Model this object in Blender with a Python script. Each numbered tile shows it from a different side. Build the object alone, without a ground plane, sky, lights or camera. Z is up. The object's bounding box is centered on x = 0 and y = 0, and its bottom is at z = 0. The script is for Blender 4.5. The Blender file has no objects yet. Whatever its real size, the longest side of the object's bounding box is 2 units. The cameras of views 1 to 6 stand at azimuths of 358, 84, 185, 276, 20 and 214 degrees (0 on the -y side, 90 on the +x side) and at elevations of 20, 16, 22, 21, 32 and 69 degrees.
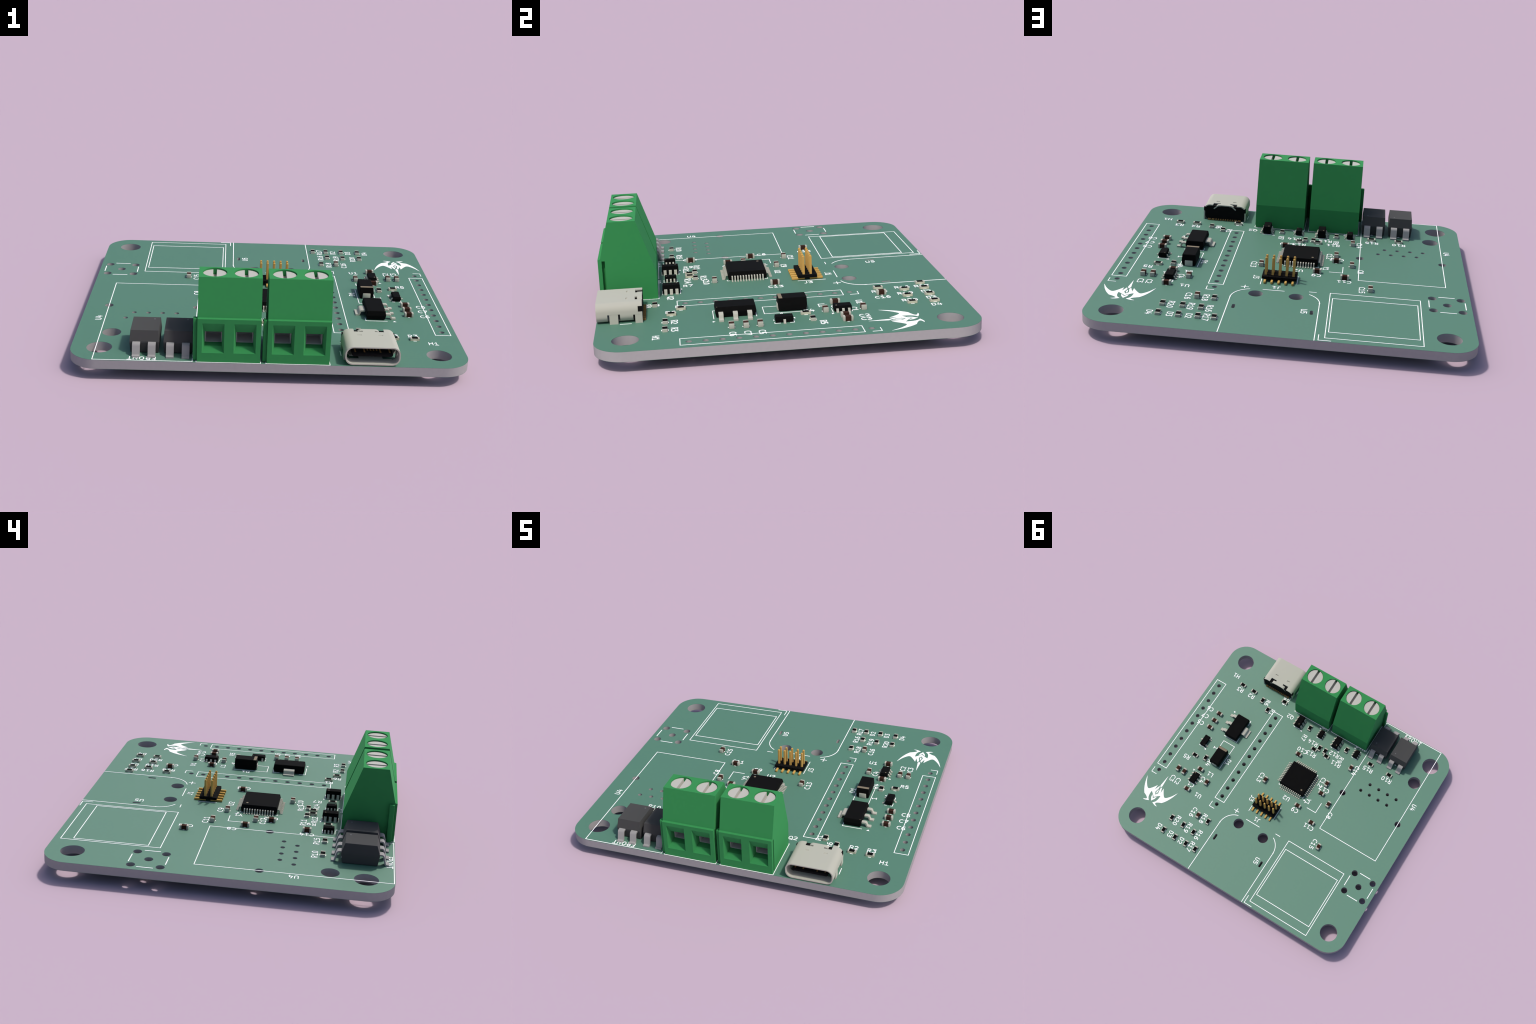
"""A small green circuit board carrying two screw terminal blocks, a USB socket, chips,
resistors, capacitors, a gold pin header and white printed legends.
All sizes below are in millimetres of the real board (x right, y away, z up from the top
face of the board); S turns them into metres of the scene."""
import bpy, bmesh, math
from math import sin, cos, pi, radians, hypot
from mathutils import Vector

S = 2.0 / 65.72            # scene metres per board millimetre
TOP = 3.45                # height of the board's top face above the ground (mm)
HALF_X, HALF_Y, CORNER = 32.86, 30.05, 4.65
THICK = 1.6

# ------------------------------------------------------------------ materials
def material(name, rgb, rough=0.6, spec=0.3, metallic=0.0, grain=0.0, scale=60.0):
    m = bpy.data.materials.new(name)
    m.use_nodes = True
    nt = m.node_tree
    p = nt.nodes["Principled BSDF"]
    p.inputs["Base Color"].default_value = (*rgb, 1)
    p.inputs["Roughness"].default_value = rough
    p.inputs["Specular IOR Level"].default_value = spec
    p.inputs["Metallic"].default_value = metallic
    if grain:
        tc = nt.nodes.new("ShaderNodeTexCoord")
        no = nt.nodes.new("ShaderNodeTexNoise")
        no.inputs["Scale"].default_value = scale
        no.inputs["Detail"].default_value = 3
        ramp = nt.nodes.new("ShaderNodeValToRGB")
        ramp.color_ramp.elements[0].position = 0.3
        ramp.color_ramp.elements[1].position = 0.7
        ramp.color_ramp.elements[0].color = (*[c * (1 - grain) for c in rgb], 1)
        ramp.color_ramp.elements[1].color = (*[min(1, c * (1 + grain)) for c in rgb], 1)
        nt.links.new(tc.outputs["Object"], no.inputs["Vector"])
        nt.links.new(no.outputs["Fac"], ramp.inputs["Fac"])
        nt.links.new(ramp.outputs["Color"], p.inputs["Base Color"])
    return m

def finish_of(name, rgb, grain=0.0):
    return material(name, rgb, 1.0, 0.5, 0.7, grain)

M_MASK = material("green_solder_mask", (0.075, 0.178, 0.125), 0.55, 0.35, grain=0.015)
M_CORE = material("grey_laminate", (0.325, 0.315, 0.315), 0.9, 0.05, grain=0.02)
M_INK = material("white_ink", (0.90, 0.90, 0.90), 0.8, 0.1)
# the component models all share one dull, half-metallic finish
M_TERM = finish_of("green_plastic", (0.055, 0.335, 0.110), grain=0.01)
M_SCREW = finish_of("screw_steel", (0.575, 0.565, 0.52))
M_CLAMP = finish_of("clamp_steel", (0.62, 0.60, 0.58))
M_TIN = finish_of("tinned_metal", (0.548, 0.545, 0.48))
M_LEAD = finish_of("grey_lead_metal", (0.42, 0.41, 0.405))
M_BLACK = finish_of("black_epoxy", (0.0030, 0.0030, 0.0030))
M_GREY = finish_of("dark_grey_epoxy", (0.097, 0.097, 0.096))
M_BROWN = finish_of("brown_ceramic", (0.060, 0.025, 0.016))
M_CREAM = finish_of("cream_ceramic", (0.62, 0.61, 0.50))
M_INSERT = finish_of("black_insert_plastic", (0.0075, 0.0075, 0.0075))
M_COAT = finish_of("black_resistor_coat", (0.0006, 0.0006, 0.0006))
M_GOLD = finish_of("gold_plate", (0.67, 0.445, 0.135))
M_DULLGOLD = finish_of("dull_gold_plate", (0.30, 0.19, 0.065))
M_MARK = finish_of("beige_mark", (0.30, 0.25, 0.18))
M_DOT = finish_of("pale_grey_mark", (0.20, 0.20, 0.21))

# ------------------------------------------------------------------ helpers
def put(name, mesh, mat=None, parent=None, at=(0, 0, 0), turn=0.0):
    ob = bpy.data.objects.new(name, mesh)
    bpy.context.scene.collection.objects.link(ob)
    if mat and mesh is not None and not mesh.materials:
        mesh.materials.append(mat)
    ob.location = [c * S for c in at]
    ob.rotation_euler = (0, 0, turn)
    if parent:
        ob.parent = parent
    return ob

def finish(bm, name, mat, smooth=None):
    bmesh.ops.recalc_face_normals(bm, faces=bm.faces)
    me = bpy.data.meshes.new(name)
    bmesh.ops.scale(bm, vec=(S, S, S), verts=bm.verts)
    bm.to_mesh(me)
    bm.free()
    me.materials.append(mat)
    if smooth:
        me.shade_smooth()
        me.set_sharp_from_angle(angle=radians(smooth))
    return me

def bevel(bm, width, segs=2, angle=30):
    bmesh.ops.recalc_face_normals(bm, faces=bm.faces)
    es = [e for e in bm.edges if len(e.link_faces) == 2 and e.calc_face_angle() > radians(angle)]
    bmesh.ops.bevel(bm, geom=es, offset=width, segments=segs, profile=0.5, affect='EDGES', clamp_overlap=True)

def loft(bm, rings):
    """Skin closed rings of 3D points and cap both ends."""
    vs = [[bm.verts.new(p) for p in r] for r in rings]
    n = len(vs[0])
    for a, b in zip(vs, vs[1:]):
        for i in range(n):
            bm.faces.new((a[i], a[(i + 1) % n], b[(i + 1) % n], b[i]))
    bm.faces.new(vs[0][::-1])
    bm.faces.new(vs[-1])

def box(bm, x0, x1, y0, y1, z0, z1):
    loft(bm, [[(x0, y0, z), (x1, y0, z), (x1, y1, z), (x0, y1, z)] for z in (z0, z1)])

def tapered(levels):
    """Moulded body: levels of (z, half x, half y)."""
    bm = bmesh.new()
    loft(bm, [[(-a, -b, z), (a, -b, z), (a, b, z), (-a, b, z)] for z, a, b in levels])
    return bm

def disc(bm, x, y, r, z0, z1, n=32):
    loft(bm, [[(x + r * cos(2 * pi * i / n), y + r * sin(2 * pi * i / n), z) for i in range(n)] for z in (z0, z1)])

def rounded_path(pts, r, n=5):
    """Polyline with its inner corners rounded."""
    out = [pts[0]]
    for a, b, c in zip(pts, pts[1:], pts[2:]):
        a, b, c = Vector(a), Vector(b), Vector(c)
        u, v = (a - b), (c - b)
        k = min(r, u.length * .49, v.length * .49)
        p, q = b + u.normalized() * k, b + v.normalized() * k
        for i in range(n + 1):
            t = i / n
            out.append(tuple((1 - t) ** 2 * p + 2 * t * (1 - t) * b + t * t * q))
    out.append(pts[-1])
    return out

def sides(pts, halves, closed=False):
    """Left and right borders of a stroke that follows pts."""
    L, R, n = [], [], len(pts)
    P = [Vector(p) for p in pts]
    for i in range(n):
        if closed or 0 < i < n - 1:
            d0 = (P[i] - P[i - 1]).normalized()
            d1 = (P[(i + 1) % n] - P[i]).normalized()
            t = d0 + d1
            t = d0 if t.length < 1e-6 else t.normalized()
            k = 1 / max(0.55, t.dot(d0))
        else:
            t = (P[1] - P[0] if i == 0 else P[-1] - P[-2]).normalized()
            k = 1
        nrm = Vector((-t.y, t.x)) * halves[i] * k
        L.append(P[i] + nrm)
        R.append(P[i] - nrm)
    return L, R

def sweep(bm, L, R, put3, closed=False):
    """Solid strip between borders L and R; put3(point2d, 0|1) gives the two layers."""
    n = len(L)
    q = [[bm.verts.new(put3(p, k)) for p in side] for k in (0, 1) for side in (L, R)]
    l0, r0, l1, r1 = q
    last = n if closed else n - 1
    for i in range(last):
        j = (i + 1) % n
        bm.faces.new((l1[i], r1[i], r1[j], l1[j]))
        bm.faces.new((l0[i], l0[j], r0[j], r0[i]))
        bm.faces.new((l0[i], l1[i], l1[j], l0[j]))
        bm.faces.new((r0[i], r0[j], r1[j], r1[i]))
    if not closed:
        bm.faces.new((l0[0], r0[0], r1[0], l1[0]))
        bm.faces.new((l0[-1], l1[-1], r1[-1], r0[-1]))

def lead_mesh(name, path, thick, width, mat, r=0.25):
    """Bent flat lead: path of (outward, up) centre points, swept to a width."""
    bm = bmesh.new()
    pts = rounded_path(path, r)
    L, R = sides(pts, [thick / 2] * len(pts))
    sweep(bm, L, R, lambda p, k: (p[0], (k - .5) * width, p[1]))
    return finish(bm, name, mat, 35)

def plate(name, loops, z0, z1, mat):
    """Flat plate with an outline and holes, from 2D loops."""
    cu = bpy.data.curves.new(name, 'CURVE')
    cu.dimensions, cu.fill_mode = '2D', 'BOTH'
    cu.extrude = (z1 - z0) / 2 * S
    for lp in loops:
        sp = cu.splines.new('POLY')
        sp.points.add(len(lp) - 1)
        for pt, (x, y) in zip(sp.points, lp):
            pt.co = (x * S, y * S, 0, 1)
        sp.use_cyclic_u = True
    ob = bpy.data.objects.new(name, cu)
    bpy.context.scene.collection.objects.link(ob)
    dg = bpy.context.evaluated_depsgraph_get()
    me = bpy.data.meshes.new_from_object(ob.evaluated_get(dg))
    bpy.data.objects.remove(ob)
    bpy.data.curves.remove(cu)
    me.name = name
    for v in me.vertices:
        v.co.z += (z0 + z1) / 2 * S
    me.materials.clear()
    me.materials.append(mat)
    bm = bmesh.new()
    bm.from_mesh(me)
    bmesh.ops.remove_doubles(bm, verts=bm.verts, dist=1e-6)
    bmesh.ops.recalc_face_normals(bm, faces=bm.faces)
    bm.to_mesh(me)
    bm.free()
    me.shade_smooth()
    me.set_sharp_from_angle(angle=radians(35))
    return me

def carve(mesh, cutters):
    """Boolean difference of a mesh by a list of cutter meshes."""
    ob = put("work", mesh)
    tools = []
    for c in cutters:
        t = put("tool", c)
        tools.append(t)
        md = ob.modifiers.new("cut", 'BOOLEAN')
        md.operation, md.object, md.solver = 'DIFFERENCE', t, 'EXACT'
    dg = bpy.context.evaluated_depsgraph_get()
    out = bpy.data.meshes.new_from_object(ob.evaluated_get(dg))
    for t in tools + [ob]:
        bpy.data.objects.remove(t)
    mat = mesh.materials[0]
    out.materials.clear()
    out.materials.append(mat)
    for p in out.polygons:
        p.material_index = 0
    return out

def circle(x, y, r, n=40):
    return [(x + r * cos(2 * pi * i / n), y + r * sin(2 * pi * i / n)) for i in range(n)]

def round_rect(x0, x1, y0, y1, r, n=12):
    out = []
    for cx, cy, a in ((x1 - r, y1 - r, 0), (x0 + r, y1 - r, 90), (x0 + r, y0 + r, 180), (x1 - r, y0 + r, 270)):
        out += [(cx + r * cos(radians(a + 90 * i / n)), cy + r * sin(radians(a + 90 * i / n))) for i in range(n + 1)]
    return out

# ------------------------------------------------------------------ the thing
root = bpy.data.objects.new("circuit_board", None)
bpy.context.scene.collection.objects.link(root)
root["label"] = "green circuit board with screw terminals, USB socket and chips"
root["category"] = "circuit board"

def part(name, mesh, mat=None, at=(0, 0, 0), turn=0.0, parent=None):
    """A part stands on the board: z = 0 is the board's top face."""
    if parent is None:
        return put(name, mesh, mat, root, (at[0], at[1], at[2] + TOP), turn)
    return put(name, mesh, mat, parent, at, turn)

# ------------------------------------------------------------------ board
HEADER_X, HEADER_Y, PITCH = (30.48, 12.74), 12.23, 2.54
holes = []
for hx, hy in ((28.15, 25.28), (28.15, -25.28), (-28.2, 25.28), (-28.2, -25.2)):
    holes.append(circle(hx, hy, 2.10, 64))
holes.append(circle(-26.88, -19.08, 1.6, 48))
for x in HEADER_X:
    holes += [circle(x, HEADER_Y - PITCH * i, 0.49, 24) for i in range(12)]
for i in range(4):
    holes.append(circle(-17.59 - 2.54 * i, -12.73, 0.42, 20))
    holes.append(circle(-16.32 - 2.53 * i, -10.21, 0.42, 20))
holes += [circle(-28.76, -7.2, 0.77, 32), circle(-12.75, -7.22, 0.77, 32)]
holes += [circle(5.2, 13.63, 1.30, 40), circle(-2.0, 13.63, 1.30, 40)]
for dx, dy in ((-2.54, -2.54), (2.54, -2.54), (0, 0), (-2.54, 2.54), (2.54, 2.54)):
    holes.append(circle(-28.6 + dx, 11.8 + dy, 0.77, 32))
holes += [round_rect(x - .29, x + .29, 18.8, 20.45, .28, 6) for x in (-5.14, 8.31)]
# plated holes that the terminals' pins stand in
PIN_X, PIN_Y = (-9.43, -4.35, 1.84, 6.92), -25.2
outline = round_rect(-HALF_X, HALF_X, -HALF_Y, HALF_Y, CORNER, 16)
core = part("board_core", plate("board_core", [outline] + holes, -THICK + .03, -.03, M_CORE))
part("solder_mask", plate("solder_mask", [outline] + holes, -.03, 0, M_MASK), parent=core)
part("solder_mask", plate("solder_mask_below", [outline] + holes, -THICK, -THICK + .03, M_MASK), parent=core)

# ------------------------------------------------------------------ printed ink
def arc(cx, cy, rx, ry, a0, a1, n=8):
    return [(cx + rx * cos(radians(a0 + (a1 - a0) * i / n)), cy + ry * sin(radians(a0 + (a1 - a0) * i / n))) for i in range(n + 1)]

# single-stroke letters on a cell 1 high; width is the advance
bowl = [(.14, 1), (.5, 1)] + arc(.5, .74, .26, .26, 90, -90)[1:] + [(.14, .48)]
six = arc(.40, .31, .30, .31, 180, -180, 16)
GLYPHS = {
    '0': (.95, [arc(.43, .5, .30, .5, 0, 360, 18)]),
    '1': (.95, [[(.14, 0), (.71, 0)], [(.43, .03), (.43, 1), (.33, .84), (.14, .72)]]),
    '2': (.95, [[(.12, .88)] + arc(.40, .70, .31, .30, 120, -30, 9) + [(.11, .02), (.74, .02)]]),
    '3': (.95, [[(.10, 1), (.70, 1), (.38, .60), (.48, .60)] + arc(.43, .31, .29, .29, 80, -90, 8) + [(.26, 0), (.08, .07)]]),
    '4': (.95, [[(.36, 1.04), (.12, .33), (.76, .33)], [(.60, .66), (.60, 0)]]),
    '5': (.95, [[(.66, 1), (.19, 1), (.14, .50), (.24, .58)] + arc(.42, .31, .29, .30, 95, -90, 8) + [(.28, 0), (.12, .07)]]),
    '6': (.95, [six, [(.10, .36), (.13, .64), (.27, .92), (.42, 1), (.62, 1)]]),
    '7': (.95, [[(.10, 1), (.75, 1), (.32, 0)]]),
    '8': (.95, [arc(.43, .27, .30, .27, 90, 450, 16), arc(.43, .77, .25, .23, -90, 270, 14)]),
    '9': (.95, [[(.86 - x, 1 - y) for x, y in six], [(.76, .64), (.73, .36), (.59, .08), (.44, 0), (.24, 0)]]),
    'R': (1.0, [[(.19, 0), (.19, 1), (.52, 1)] + arc(.52, .74, .25, .26, 75, -90, 7) + [(.22, .48)], [(.50, .46), (.78, 0)]]),
    'C': (1.0, [arc(.57, .5, .43, .5, 58, 302, 14)]),
    'D': (1.0, [[(.19, .03), (.19, 1), (.42, 1)] + arc(.42, .5, .37, .5, 80, -90, 10) + [(.22, 0)]]),
    'L': (.81, [[(.19, 1), (.19, 0), (.66, 0)]]),
    'U': (1.05, [[(.20, 1), (.20, .26)] + arc(.50, .26, .30, .26, 195, 345, 8) + [(.80, .26), (.80, 1)]]),
    'Q': (1.05, [arc(.53, .5, .36, .5, 0, 360, 18), [(.55, .22), (.95, -.10)]]),
    'J': (.76, [[(.47, 1), (.47, .30)] + arc(.24, .27, .23, .27, 0, -95, 6) + [(.08, .02)]]),
    'Y': (.86, [[(.43, .03), (.43, .48), (.10, 1)], [(.46, .50), (.76, 1)]]),
    'H': (1.05, [[(.19, 0), (.19, 1)], [(.81, 0), (.81, 1)], [(.22, .52), (.78, .52)]]),
    'F': (.86, [[(.19, 0), (.19, 1), (.68, 1)], [(.22, .52), (.55, .52)]]),
    'O': (1.05, [arc(.52, .5, .36, .5, 0, 360, 18)]),
    'N': (1.05, [[(.19, 0), (.19, 1), (.79, 0), (.79, 1)]]),
    'T': (.76, [[(.06, 1), (.70, 1)], [(.38, .97), (.38, 0)]]),
}

def stroke(bm, pts, w, z1, closed=False):
    """One pen stroke of width w with rounded ends, as a thin raised layer."""
    h = w / 2
    if closed:
        hs = [h] * len(pts)
    else:
        P = [Vector(p) for p in pts]
        a, b = (P[0] - P[1]).normalized(), (P[-1] - P[-2]).normalized()
        pts = [tuple(P[0] + a * h), tuple(P[0] + a * h * .7)] + [tuple(p) for p in P] + [tuple(P[-1] + b * h * .7), tuple(P[-1] + b * h)]
        hs = [h * .35, h * .74] + [h] * len(P) + [h * .74, h * .35]
    L, R = sides(pts, hs, closed)
    sweep(bm, L, R, lambda p, k: (p[0], p[1], z1 * k + .004 * (1 - k)), closed)

PEN = 0.145
def label(text, x, y, quarter=0, size=1.0):
    """Printed label centred on (x, y), turned by quarters of a turn."""
    bm = bmesh.new()
    total = sum(GLYPHS[c][0] for c in text) * size
    ux, k = -total / 2, 0
    lift = .006 * (len(labels) % 3)
    for c in text:
        adv, strokes = GLYPHS[c]
        for s in strokes:
            closed = len(s) > 8 and hypot(s[0][0] - s[-1][0], s[0][1] - s[-1][1]) < 1e-6
            pts = [(ux + a * size, (b - .5) * size) for a, b in (s[:-1] if closed else s)]
            stroke(bm, pts, PEN * size, .032 + .018 * k + lift, closed)
            k = (k + 1) % 3
        ux += adv * size
    labels.append(part("printed_label", finish(bm, "printed_label", M_INK), at=(x, y, 0), turn=quarter * pi / 2, parent=core))

labels = []
for text, x, y, q in (
        ("H1", 28.12, -20.66, 0), ("C6", 28.78, -8.93, 0), ("C7", 28.78, -6.63, 0), ("C5", 28.80, -4.39, 0),
        ("R5", 26.44, 5.52, 0), ("C3", 26.2, 12.38, 1), ("C2", 24.62, 12.38, 1), ("C4", 19.48, 8.78, 1),
        ("L1", 18.62, 6.46, 0), ("C1", 21.34, 11.35, 0), ("U1", 18.1, 12.85, 0), ("C16", 16.57, 17.2, 1),
        ("R18", 13.49, 17.27, 1), ("R20", 18.85, 21.2, 1), ("R19", 15.37, 21.28, 1), ("R16", 12.13, 21.54, 1),
        ("D4", 21.8, 24.9, 1), ("D3", 18.26, 25.02, 1), ("D2", 15.04, 25.02, 1), ("R17", 12.13, 25.0, 1),
        ("R4", 20.66, 4.07, 1), ("D1", 16.5, 1.28, 1), ("1", 21.35, -.35, 1), ("R3", 25.05, -17.74, 0), ("R2", 21.6, -17.7, 0),
        ("R6", 16.9, -18.2, 1), ("R1", 14.42, -16.55, 1), ("Q2", 9.67, -18.1, 0), ("R7", 3.5, -14.9, 1),
        ("R14", .8, -14.9, 0), ("R13", -.41, -11.98, 0), ("C10", 2.05, -11.64, 0), ("R12", -5.55, -14.99, 0),
        ("R9", -7.74, -14.5, 1), ("R11", -7.2, -12.95, 0), ("C12", -6.83, -6.75, 1), ("C17", -8.32, -5.43, 0),
        ("U2", -1.37, 1.62, 0), ("Y1", -6.5, -.45, 1), ("J3", 5.96, 6.3, 1), ("J1", 1.9, 10.43, 0),
        ("C9", -4.88, 3.2, 0), ("C11", -10.1, 5.17, 0), ("C15", -13.5, 8.35, 1), ("C8", -13.07, -.12, 1),
        ("U5", -3.83, 19.43, 1), ("C14", -12.5, -13.97, 1), ("R15", -14.95, -15.99, 0), ("R10", -20.42, -16.0, 0),
        ("U4", -29.89, -13.1, 1), ("FRONT", -20.87, -29.1, 2), ("R8", 13.12, -21.95, 0), ("J2", 12.84, -20.56, 0),
        ("U9", .05, -20.2, 0), ("U10", -10.45, -20.25, 0), ("C13", 7.17, .32, 1)):
    label(text, x, y, q)

def outline_part(name, strokes, w=0.13, z=.03):
    bm = bmesh.new()
    for k, s in enumerate(strokes):
        closed = s[0] == s[-1] and len(s) > 3
        stroke(bm, s[:-1] if closed else s, w, z + .012 * (k % 3), closed)
    part(name, finish(bm, name, M_INK), parent=core)

def rect(x0, x1, y0, y1):
    return [(x0, y0), (x1, y0), (x1, y1), (x0, y1), (x0, y0)]

for x in HEADER_X:
    outline_part("printed_outline", [rect(x - 1.35, x + 1.35, -17.05, 10.95),
                                     [(x + 1.35, 12.14), (x + 1.35, 13.57), (x - .06, 13.57)]], .13, .02)
outline_part("printed_outline", [rect(-23.9, -7.91, 10.83, 28.78), rect(-23.38, -8.42, 13.08, 26.56),
                                 [(-6.9, 27.8), (-6.9, 29.8), (-8.96, 29.8)]], .13)
outline_part("printed_outline", [[(-12.72, -28.0), (-12.72, 3.94), (-28.77, 3.94), (-28.77, -29.85), (-12.72, -29.85), (-12.72, -28.5)]], .13, .026)
outline_part("printed_outline", [[(x0, y0), (x1, y1)] for x0, y0, x1, y1 in (
    (-25.39, 10.42, -25.39, 13.17), (-27.25, 8.59, -30.02, 8.59), (-31.82, 10.41, -31.82, 13.16), (-27.26, 15.0, -30.02, 15.0))], .16)
# battery outline: straight sides that swing inwards round the two pads
arc_r = [(-6.25, 29.98), (-6.27, 15.75)] + arc(-2.2, 15.75, 4.07, 4.1, 180, 239.5, 10)
arc_l = [(9.46, 29.98), (9.42, 15.9)] + arc(5.5, 15.9, 3.92, 4.1, 0, -76, 12)
outline_part("printed_outline", [arc_r, arc_l], .14)
outline_part("printed_mark", [[(8.1, 11.08), (6.8, 11.08)], [(7.45, 10.42), (7.45, 11.68)]], .15, .03)
outline_part("printed_mark", [[(-4.18, 11.04), (-5.42, 11.04)], [(4.1, 11.68), (.28, 11.68)]], .14)
outline_part("printed_outline", [[(-1.66, 4.53), (-1.66, 8.14)], [(4.87, 4.53), (4.87, 9.43)]], .12)
outline_part("printed_outline", [[(-7.2, 1.01), (-9.69, 1.01), (-9.69, -1.88)]], .13)
for x0, x1 in ((-12.1, -1.72), (-.85, 9.52)):
    outline_part("printed_outline", [rect(x0, x1, -29.95, -20.06)], .12, .02)
outline_part("printed_outline", [[(20.99, -26.26), (20.99, -24.48)], [(11.66, -26.26), (11.66, -24.48)]], .13)
outline_part("printed_outline", [[(21.5, -4.54), (17.66, -4.54), (17.66, -5.87)], [(21.5, -11.42), (17.66, -11.42), (17.66, -10.1)]], .12)
outline_part("printed_outline", [[(17.42, 3.78), (17.42, -3.23), (20.74, -3.23), (20.74, 3.78)]], .12)
outline_part("printed_outline", [[(23.85, 1.0), (25.5, 1.0), (25.5, .35)], [(25.5, -1.2), (25.5, -2.1), (25.1, -2.1)], [(23.85, -2.1), (24.3, -2.1)]], .12)
for cx, cy, hx, hy in ((21.4, 9.3, .95, 1.56), (6.62, -17.9, .95, 1.56), (-4.65, -17.9, .95, 1.56), (.09, -17.95, .75, 1.17), (-10.4, -17.95, .75, 1.17)):
    outline_part("printed_outline", [[(cx - hx, cy - hy), (cx + hx, cy - hy)], [(cx - hx, cy + hy), (cx + hx, cy + hy)]], .12)
for sx, sy in ((1, 1), (1, -1), (-1, -1), (-1, 1)):
    outline_part("printed_outline", [[(-1.4 + 3.62 * sx, -4.25 + 3.15 * sy), (-1.4 + 3.62 * sx, -4.25 + 3.62 * sy), (-1.4 + 3.15 * sx, -4.25 + 3.62 * sy)]], .12)
for cx, cy, up in ((22.8, -11.5, 1), (23.53, 1.2, -1), (22.81, 7.6, 1), (5.16, -16.2, -1), (-6.09, -16.2, -1), (1.2, -19.35, 1), (-9.29, -19.3, 1), (-5.55, -.35, -1)):
    tri = [(cx - .3, cy - .18 * up), (cx + .3, cy - .18 * up), (cx, cy + .24 * up)]
    part("printed_mark", plate("printed_mark", [tri], .004, .035, M_INK), parent=core)

# emblem: a horned head with swept wings, mirrored about its own axis
def smooth(p, n=5):
    """Catmull-Rom through the points."""
    out = []
    q = [p[0]] + list(p) + [p[-1]]
    for a, b, c, d in zip(q, q[1:], q[2:], q[3:]):
        for i in range(n):
            t = i / n
            out.append(tuple(.5 * (2 * b[j] + (c[j] - a[j]) * t + (2 * a[j] - 5 * b[j] + 4 * c[j] - d[j]) * t * t
                                   + (3 * b[j] - a[j] - 3 * c[j] + d[j]) * t ** 3) for j in (0, 1)))
    return out + [p[-1]]

def mirrored(half):
    """Half outline that starts and ends on the axis -> whole outline."""
    return half + [(-x, y) for x, y in half[::-1] if abs(x) > 1e-9]

half = [(0, -.49)] + [(.45, .19), (.16, 1.5), (.37, 2.09), (.93, .53)]
half += smooth([(.9, 2.0), (1.6, .93), (2.2, .2), (2.58, .07), (2.95, .28), (3.32, .66), (3.92, 1.45), (4.69, 2.88)])[0:]
half += smooth([(4.69, 2.88), (4.12, 1.07), (3.4, -.45), (2.68, -1.47)])[1:]
half += smooth([(2.68, -1.47), (1.92, -1.8), (1.36, -2.22), (1.40, -2.55), (2.12, -2.88)])[1:]
half += smooth([(2.12, -2.88), (1.7, -2.93), (1.2, -2.82), (.55, -2.54)])[1:]
half += smooth([(.55, -2.54), (1.07, -1.97), (1.34, -1.1), (1.36, -.09)])[1:]
half += [(1.3, -.07), (.58, -.65), (0, -1.2)]
spike = mirrored([(0, 5.49), (.27, 2.35), (0, 1.81)])
gem = mirrored([(0, 1.22), (.18, .43), (0, -.15)])
chin = mirrored([(0, -2.36), (.2, -2.0), (.52, -1.53), (.6, -1.1), (.70, -.77), (.30, -1.16), (0, -1.60)])
for lp in (mirrored(half), spike, gem, chin):
    part("printed_emblem", plate("printed_emblem", [lp], .004, .035, M_INK), at=(27.4, 17.92, 0), turn=pi, parent=core)

# ------------------------------------------------------------------ resistors and capacitors
def chip_parts(h, mat, cap, length=1.6, width=.82):
    a, b = length / 2, width / 2
    bm = bmesh.new()
    box(bm, -a + .04, a - .04, -b, b, .02, h - .02)
    body = finish(bm, "chip_body", mat)
    bm = bmesh.new()
    box(bm, a - cap, a, -b - .015, b + .015, 0, h)
    bevel(bm, .04)
    return body, finish(bm, "end_cap", M_TIN, 40)

res_body, res_cap = chip_parts(.45, M_CREAM, .30)
cap_body, cap_cap = chip_parts(.80, M_BROWN, .34, 1.6, .80)
bm = bmesh.new()
box(bm, -.52, .52, -.40, .40, .43, .455)
coat = finish(bm, "resistor_coat", M_COAT)
# resistor caps leave the cream side faces open: only the ends and the top strips are metal
bm = bmesh.new()
box(bm, .78, .80, -.41, .41, 0, .45)
box(bm, .51, .775, -.41, .41, .432, .452)
res_cap = finish(bm, "resistor_cap", M_TIN)

RES = [(24.78, 4.05, 0), (22.02, 3.29, 1), (11.96, 17.32, 1), (20.26, 21.19, 1), (16.77, 21.3, 1), (13.53, 21.55, 1),
       (20.25, 24.94, 1), (16.77, 25.05, 1), (13.51, 25.02, 1), (10.75, 25.0, 1), (25.08, -19.22, 0), (21.57, -19.15, 0),
       (18.27, -18.12, 1), (15.71, -16.51, 1), (13.1, -20.78, 0), (3.54, -17.94, 1), (-7.7, -17.66, 1), (-1.51, -14.44, 1),
       (-.41, -13.44, 0), (-3.15, -14.46, 1), (-4.1, -13.43, 0), (-14.87, -17.47, 0), (-20.39, -17.43, 0)]
CAPS = [(25.77, -8.91, 0), (25.8, -6.65, 0), (25.78, -4.41, 0), (26.36, 9.35, 1), (24.6, 9.34, 1), (21.36, 6.61, 0),
        (18.06, 8.77, 1), (21.35, 12.83, 0), (14.99, 17.23, 1), (2.2, -10.14, 0), (-11.16, -13.94, 1), (5.74, .3, 1),
        (-8.15, -7.01, 1), (-8.3, -4.07, 0), (-4.94, 1.85, 0), (-11.34, -2.45, 1), (-10.19, 3.86, 0), (-15.0, 8.31, 1)]
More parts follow.
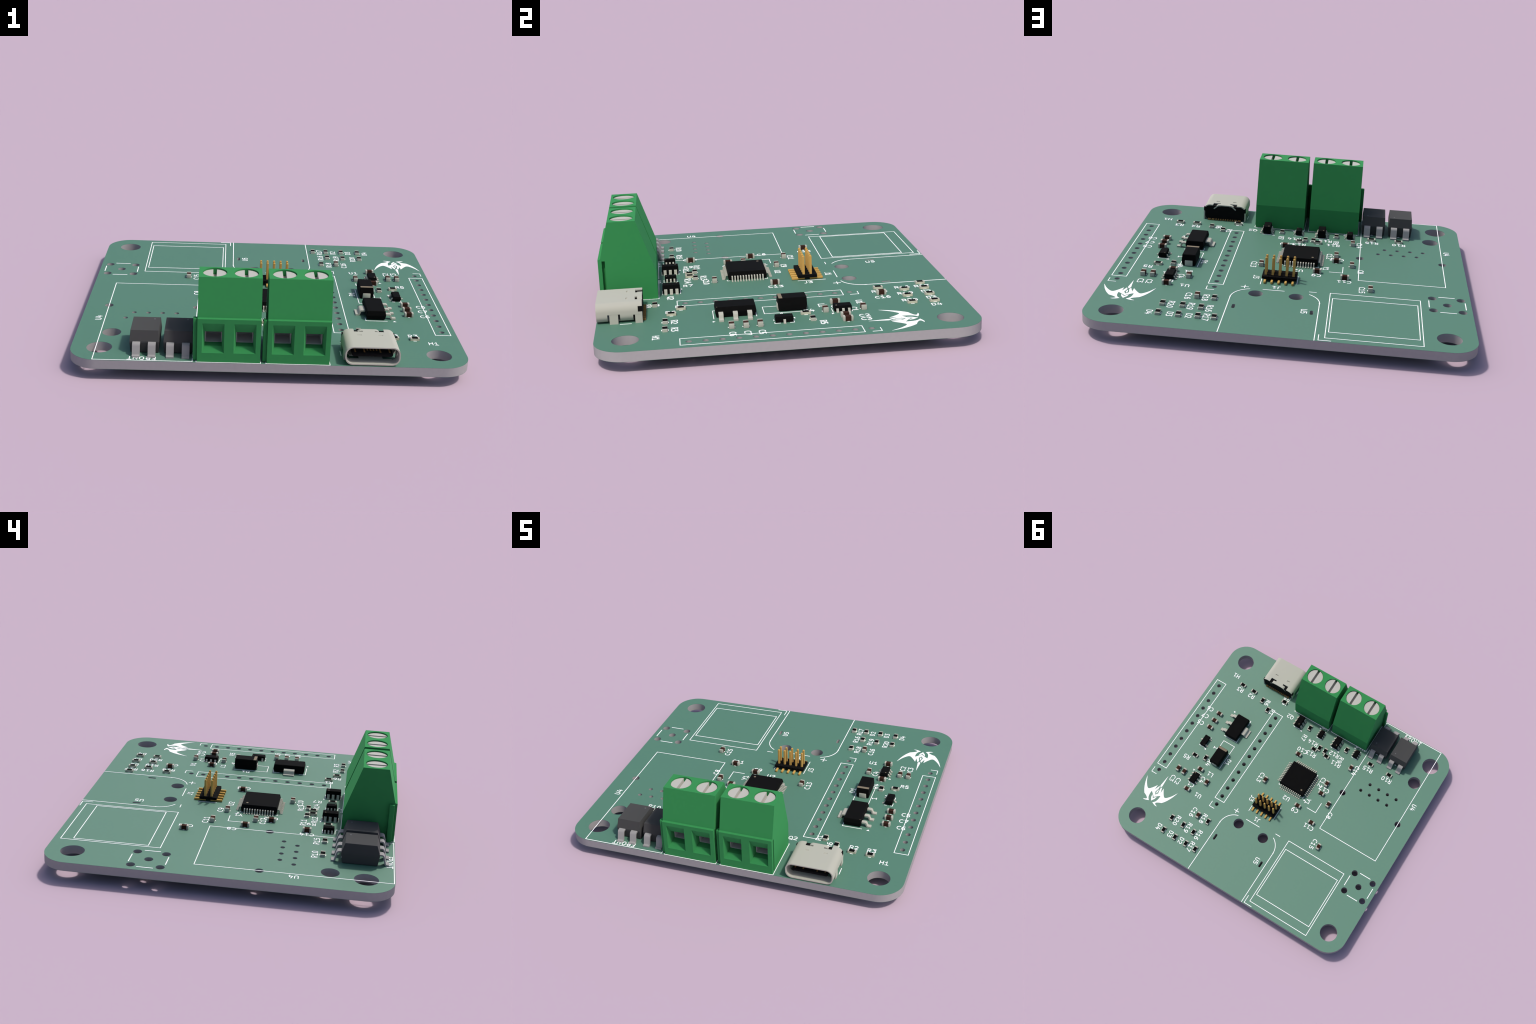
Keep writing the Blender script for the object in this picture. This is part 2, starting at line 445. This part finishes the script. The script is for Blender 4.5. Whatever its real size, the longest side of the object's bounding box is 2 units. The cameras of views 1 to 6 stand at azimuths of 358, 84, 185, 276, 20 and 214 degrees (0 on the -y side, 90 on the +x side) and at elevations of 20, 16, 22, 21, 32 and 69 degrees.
for kind, spots, body, cap in (("resistor", RES, res_body, res_cap), ("capacitor", CAPS, cap_body, cap_cap)):
    for x, y, q in spots:
        ob = part(kind, body, at=(x, y, 0), turn=q * pi / 2)
        part("end_cap", cap, parent=ob)
        part("end_cap", cap, parent=ob, turn=pi)
        if kind == "resistor":
            part("resistor_coat", coat, parent=ob)
        l = .24 if kind == "resistor" else .14
        c, s = cos(q * pi / 2), sin(q * pi / 2)
        for side in (.52, -.52):
            outline_part("printed_mark", [[(x - l * c - side * s, y - l * s + side * c), (x + l * c - side * s, y + l * s + side * c)]], .12)

# ------------------------------------------------------------------ moulded chips with bent leads
def chip(name, at, levels, mat=M_BLACK, soft=.03):
    bm = tapered(levels)
    bevel(bm, soft, 1, 20)
    return part(name, finish(bm, name, mat), at=(*at, 0))

def mark(parent, x, y, z, r, mat=M_MARK):
    bm = bmesh.new()
    disc(bm, 0, 0, r, -.02, .012, 20)
    part("pin_mark", finish(bm, "pin_mark", mat), at=(x, y, z), parent=parent)

# 48-lead square chip
square = chip("microcontroller_chip", (-1.40, -4.22), [(.1, 3.36, 3.36), (.74, 3.5, 3.5), (.88, 3.5, 3.5), (1.57, 3.33, 3.33)], soft=.05)
lead = lead_mesh("chip_lead", [(3.4, .81), (3.86, .81), (4.02, .08), (4.5, .08)], .14, .23, M_TIN, .12)
for side in range(4):
    for i in range(12):
        d = -2.75 + .5 * i
        a = side * pi / 2
        part("lead", lead, at=(-d * sin(a), d * cos(a), 0), turn=a, parent=square)
mark(square, -2.38, 2.42, 1.57, .22)

# regulator with a broad tab
reg = chip("voltage_regulator", (19.5, -7.85), [(.08, 1.6, 3.12), (.85, 1.78, 3.3), (1.0, 1.78, 3.3), (1.8, 1.62, 3.18)], soft=.08)
lead = lead_mesh("regulator_lead", [(1.6, .92), (2.62, .92), (2.84, .14), (3.62, .14)], .28, .74, M_TIN, .26)
for d in (-2.3, 0, 2.3):
    part("lead", lead, at=(0, d - .12, 0), parent=reg)
part("lead", lead_mesh("regulator_tab", [(1.6, .92), (2.6, .92), (2.8, .14), (3.46, .14)], .28, 2.25, M_TIN, .26), at=(0, -.1, 0), turn=pi, parent=reg)
mark(reg, 1.5, -3.0, 1.8, .07)

# diode with a cathode band
dio = chip("diode", (19.05, 1.45), [(.06, 1.22, 2.2), (.6, 1.32, 2.32), (1.1, 1.35, 2.36), (2.3, 1.23, 2.3)], soft=.08)
bm = bmesh.new()
box(bm, -1.2, 1.2, -2.24, -1.64, 2.28, 2.315)
part("cathode_band", finish(bm, "cathode_band", M_MARK), parent=dio)
bm = bmesh.new()
box(bm, 2.1, 2.44, -.73, .73, .02, 1.15)
bevel(bm, .1)
tongue = finish(bm, "diode_lead", M_TIN, 40)
for a in (pi / 2, -pi / 2):
    part("lead", tongue, turn=a, parent=dio)

# small transistors and gate drivers
def small_chip(name, at, hx, hy, h, tip, lead_w, pitch, right, left, dot=None):
    ob = chip(name, at, [(.08, hx, hy), (h * .5, hx + .1, hy + .07), (h * .58, hx + .1, hy + .07), (h, hx, hy)], soft=.03)
    me = lead_mesh(name + "_lead", [(hx, h * .52), (hx + .22, h * .52), (hx + .38, .08), (tip, .08)], .13, lead_w, M_TIN, .12)
    for a, n in ((0, right), (pi, left)):
        ds = [0] if n == 1 else ([-pitch, pitch] if n == 2 else [-pitch, 0, pitch])
        for d in ds:
            part("lead", me, at=(0, d, 0), turn=a, parent=ob)
    if dot:
        mark(ob, dot[0], dot[1], h, dot[2])

small_chip("transistor", (24.7, -.55), .66, 1.38, 1.02, 1.33, .38, .95, 1, 2, (-.44, 1.17, .06))
small_chip("power_converter_chip", (21.4, 9.37), .74, 1.38, 1.02, 1.4, .38, .95, 3, 3, (.36, -1.06, .13))
for x in (6.62, -4.65):
    small_chip("dual_transistor", (x, -17.9), .70, 1.45, 1.62, 1.38, .52, .96, 3, 3, (-.35, .95, .12))
for x in (.08, -10.43):
    small_chip("gate_chip", (x, -17.9), .52, .98, 1.1, 1.05, .30, .65, 3, 3, (.32, -.72, .08))

# optocouplers
opto_lead = lead_mesh("optocoupler_lead", [(3.2, 1.97), (3.95, 1.97), (4.40, .14), (5.0, .14)], .27, 1.24, M_LEAD, .4)
for x in (-20.62, -15.12):
    ob = chip("optocoupler", (x, -23.93), [(.12, 2.27, 3.06), (1.88, 2.40, 3.31), (2.12, 2.40, 3.31), (3.89, 2.28, 2.74)], M_GREY, .03)
    for a in (pi / 2, -pi / 2):
        for d in (-1.27, 1.27):
            part("lead", opto_lead, at=(d, 0, 0), turn=a, parent=ob)
    mark(ob, 1.33, 1.93, 3.89, .16, M_DOT)
    part("printed_mark", plate("printed_mark", [[(x - .1, -20.62), (x + .5, -20.62), (x + .2, -20.2 - .8)]], .004, .035, M_INK), parent=core)

# ------------------------------------------------------------------ pin header
PX, PY, STEP = 1.63, 6.28, 1.27
bm = bmesh.new()
outl = []
for i in range(5):                       # shallow notch between the five cells
    xc = (i - 2) * STEP
    outl += [(xc - .635, -1.6), (xc - .5, -1.7), (xc + .5, -1.7)]
outl += [(2.5 * STEP, -1.6)]
full = outl + [(-x, -y) for x, y in outl]
loft(bm, [[(x, y, z) for x, y in full] for z in (.5, 1.0)])
header = part("pin_header", finish(bm, "pin_header", M_BLACK), at=(PX, PY, 0))
bm = bmesh.new()
loft(bm, [[(-s, -s, z), (s, -s, z), (s, s, z), (-s, s, z)] for z, s in ((.9, .2), (4.27, .2), (4.42, .1))])
bevel(bm, .03, 1)
pin = finish(bm, "header_pin", M_GOLD)
bm = bmesh.new()
box(bm, .45, 2.79, -.2, .2, .06, .47)
bevel(bm, .08, 2)
foot = finish(bm, "header_foot", M_GOLD, 40)
for i in range(5):
    for s, a in ((1, pi / 2), (-1, -pi / 2)):
        part("pin", pin, at=((i - 2) * STEP, s * .635, 0), parent=header)
        part("solder_foot", foot, at=((i - 2) * STEP, 0, 0), turn=a, parent=header)

# ------------------------------------------------------------------ screw terminals
WIDE = 10.16
PROFILE = [(-29.85, .03), (-29.85, 7.46), (-29.42, 7.57), (-27.88, 13.85), (-23.2, 13.85), (-20.2, 4.9), (-20.17, .03)]
def tool(build):
    bm = bmesh.new()
    build(bm)
    return finish(bm, "tool", M_TERM)

bm = bmesh.new()
loft(bm, [[(x, y, z) for y, z in PROFILE] for x in (0, WIDE)])
body = finish(bm, "screw_terminal", M_TERM)
cuts = []
for sx in (2.54, 7.62):
    def funnel(bm, sx=sx):
        loft(bm, [[(sx - w, y, a), (sx + w, y, a), (sx + w, y, b), (sx - w, y, b)]
                  for y, w, a, b in ((-30.03, 1.84, 1.43, 7.06), (-28.92, 1.40, 2.47, 4.97), (-23.0, 1.40, 2.47, 4.97))])
    cuts.append(tool(funnel))
    cuts.append(tool(lambda bm, sx=sx: disc(bm, sx, -25.54, 1.97, 11.0, 14.5, 48)))
cuts.append(tool(lambda bm: box(bm, WIDE - .8, WIDE + 1, -29.2, -28.66, -1, 7.2)))
body = carve(body, cuts)
body.name = "screw_terminal"
body.shade_smooth()
body.set_sharp_from_angle(angle=radians(10))

bm = bmesh.new()
box(bm, -.7, .02, -29.38, -28.47, .03, 7.35)
bevel(bm, .12, 2)
rib = finish(bm, "joining_rib", M_TERM, 40)
bm = bmesh.new()
disc(bm, 0, 0, 1.90, 11.2, 13.61, 48)
screw = finish(bm, "screw", M_SCREW)
screw = carve(screw, [tool(lambda bm: box(bm, -.30, .30, -3, 3, 12.75, 15))])
screw.shade_smooth()
screw.set_sharp_from_angle(angle=radians(25))
bm = bmesh.new()                          # wire clamp: a square tube, closed at the back
y0, y1, w, a, b, t = -27.43, -24.0, 1.385, 2.49, 4.95, .15
loft(bm, [[(-w, y, a), (w, y, a), (w, y, b), (-w, y, b)] for y in (y0, y1)])
clamp = finish(bm, "wire_clamp", M_CLAMP)
clamp = carve(clamp, [tool(lambda bm: box(bm, -w + t, w - t, y0 - 1, y1 - .3, a + t * .6, b - t * .6))])
bm = bmesh.new()
disc(bm, 0, 0, .62, -TOP, .1, 24)
post = finish(bm, "solder_pin", M_TIN, 40)
for x0 in (-11.97, -.745):
    ob = part("screw_terminal", body, at=(x0, 0, 0))
    part("joining_rib", rib, parent=ob)
    for sx in (2.54, 7.62):
        part("screw", screw, at=(sx, -25.54, 0), parent=ob)
        part("wire_clamp", clamp, at=(sx, 0, 0), parent=ob)
        part("solder_pin", post, at=(sx, PIN_Y, 0), parent=ob)

# ------------------------------------------------------------------ usb socket
UX, F, B = 16.35, -29.95, -22.66
bm = bmesh.new()
ring = round_rect(-4.47, 4.47, .17, 3.33, 1.3, 10)
loft(bm, [[(x, y, z) for x, z in ring] for y in (F, B)])
shell = finish(bm, "usb_shell", M_TIN)
inner = round_rect(-4.26, 4.26, .37, 3.13, 1.11, 10)
cuts = [tool(lambda bm: loft(bm, [[(x, y, z) for x, z in inner] for y in (F - 1, B + 1)]))]
for s in (-1, 1):
    # notches in the roof beside the rear flap, and windows round the legs
    cuts.append(tool(lambda bm, s=s: box(bm, min(s * 1.0, s * 2.52), max(s * 1.0, s * 2.52), -23.78, B + 1, 2.6, 4)))
    cuts.append(tool(lambda bm, s=s: box(bm, min(s * 3.4, s * 5), max(s * 3.4, s * 5), -28.18, -26.18, -.5, 1.62)))
    cuts.append(tool(lambda bm, s=s: box(bm, min(s * 3.4, s * 5), max(s * 3.4, s * 5), -24.12, B + 1, -.5, 1.45)))
    cuts.append(tool(lambda bm, s=s: box(bm, min(s * 1.95, s * 5), max(s * 1.95, s * 5), -27.85, -26.6, -.5, .6)))
    cuts.append(tool(lambda bm, s=s: box(bm, min(s * 3.9, s * 5), max(s * 3.9, s * 5), -23.33, B + 1, 1.86, 2.75)))
for s in (-1, 1):                         # two pressed dimples in the roof
    cuts.append(tool(lambda bm, s=s: loft(bm, [[(s * 1.77 + dx, y, z) for y, z in ((-25.32, 3.45), (-24.74, 3.45), (-25.2, 3.12))]
                                               for dx in (-.37, .37)])))
shell = carve(shell, cuts)
shell.shade_smooth()
shell.set_sharp_from_angle(angle=radians(30))
usb = part("usb_connector", shell, at=(UX, 0, 0))
# rear flap: the roof's middle strip, its two ends folded down
bm = bmesh.new()
for s in (-1, 1):
    flap = rounded_path([(s * .9, 3.205), (s * 1.42, 3.205), (s * 2.33, 2.45)], .35)
    L, R = sides(flap, [.12] * len(flap))
    sweep(bm, L, R, lambda p, k: (p[0], (-23.42, B + .015)[k], p[1]))
part("rear_flap", finish(bm, "rear_flap", M_TIN, 35), parent=usb)
bm = bmesh.new()
for s in (-1, 1):
    a, b = sorted((s * 4.2, s * 4.45))
    box(bm, a, b, -27.86, -26.5, -.8, 1.7)
    box(bm, a, b, -23.82, B - .01, -.8, 1.84)
part("mounting_leg", finish(bm, "mounting_leg", M_TIN), parent=usb)
bm = bmesh.new()
rear = round_rect(-4.2, 4.2, .12, 3.06, .9, 8)
loft(bm, [[(x, y, z) for x, z in rear] for y in (-24.0, B + .01)])
insert = finish(bm, "plastic_insert", M_INSERT, 40)
ins = part("plastic_insert", insert, parent=usb)
bm = bmesh.new()
for s in (-1, 1):
    a, b = sorted((s * 4.0, s * 4.44))
    box(bm, a, b, -23.3, B + .02, 1.87, 2.74)
bevel(bm, .06, 1)
part("plastic_insert", finish(bm, "insert_lug", M_INSERT), parent=usb)
bm = bmesh.new()
box(bm, -3.35, 3.35, -29.48, -23.9, 1.42, 2.10)
bevel(bm, .3, 3, 60)
part("contact_tongue", finish(bm, "contact_tongue", M_INSERT, 40), parent=usb)
bm = bmesh.new()
for x in (-2.8, -1.3, 1.3, 2.8):
    box(bm, x - .13, x + .13, -29.17, -23.9, 2.07, 2.13)
for x in (-.75, -.25, .25, .75):
    box(bm, x - .12, x + .12, -28.55, -23.9, 2.07, 2.13)
part("gold_contact", finish(bm, "gold_contact", M_DULLGOLD), parent=usb)
bm = bmesh.new()
for x in (-3.2, -2.42, 2.42, 3.2):
    box(bm, x - .29, x + .29, -22.75, -22.2, .02, .3)
for i in range(8):
    x = -1.75 + .5 * i
    box(bm, x - .14, x + .14, -22.75, -22.2, .02, .3)
part("gold_contact", finish(bm, "rear_contact", M_DULLGOLD), parent=usb)

# tiny repeated pieces that are joined into one mesh
for ob in bpy.data.objects:
    if ob.name.startswith(("gold_contact", "mounting_leg", "plastic_insert.")):
        ob["kind"] = "stuff"
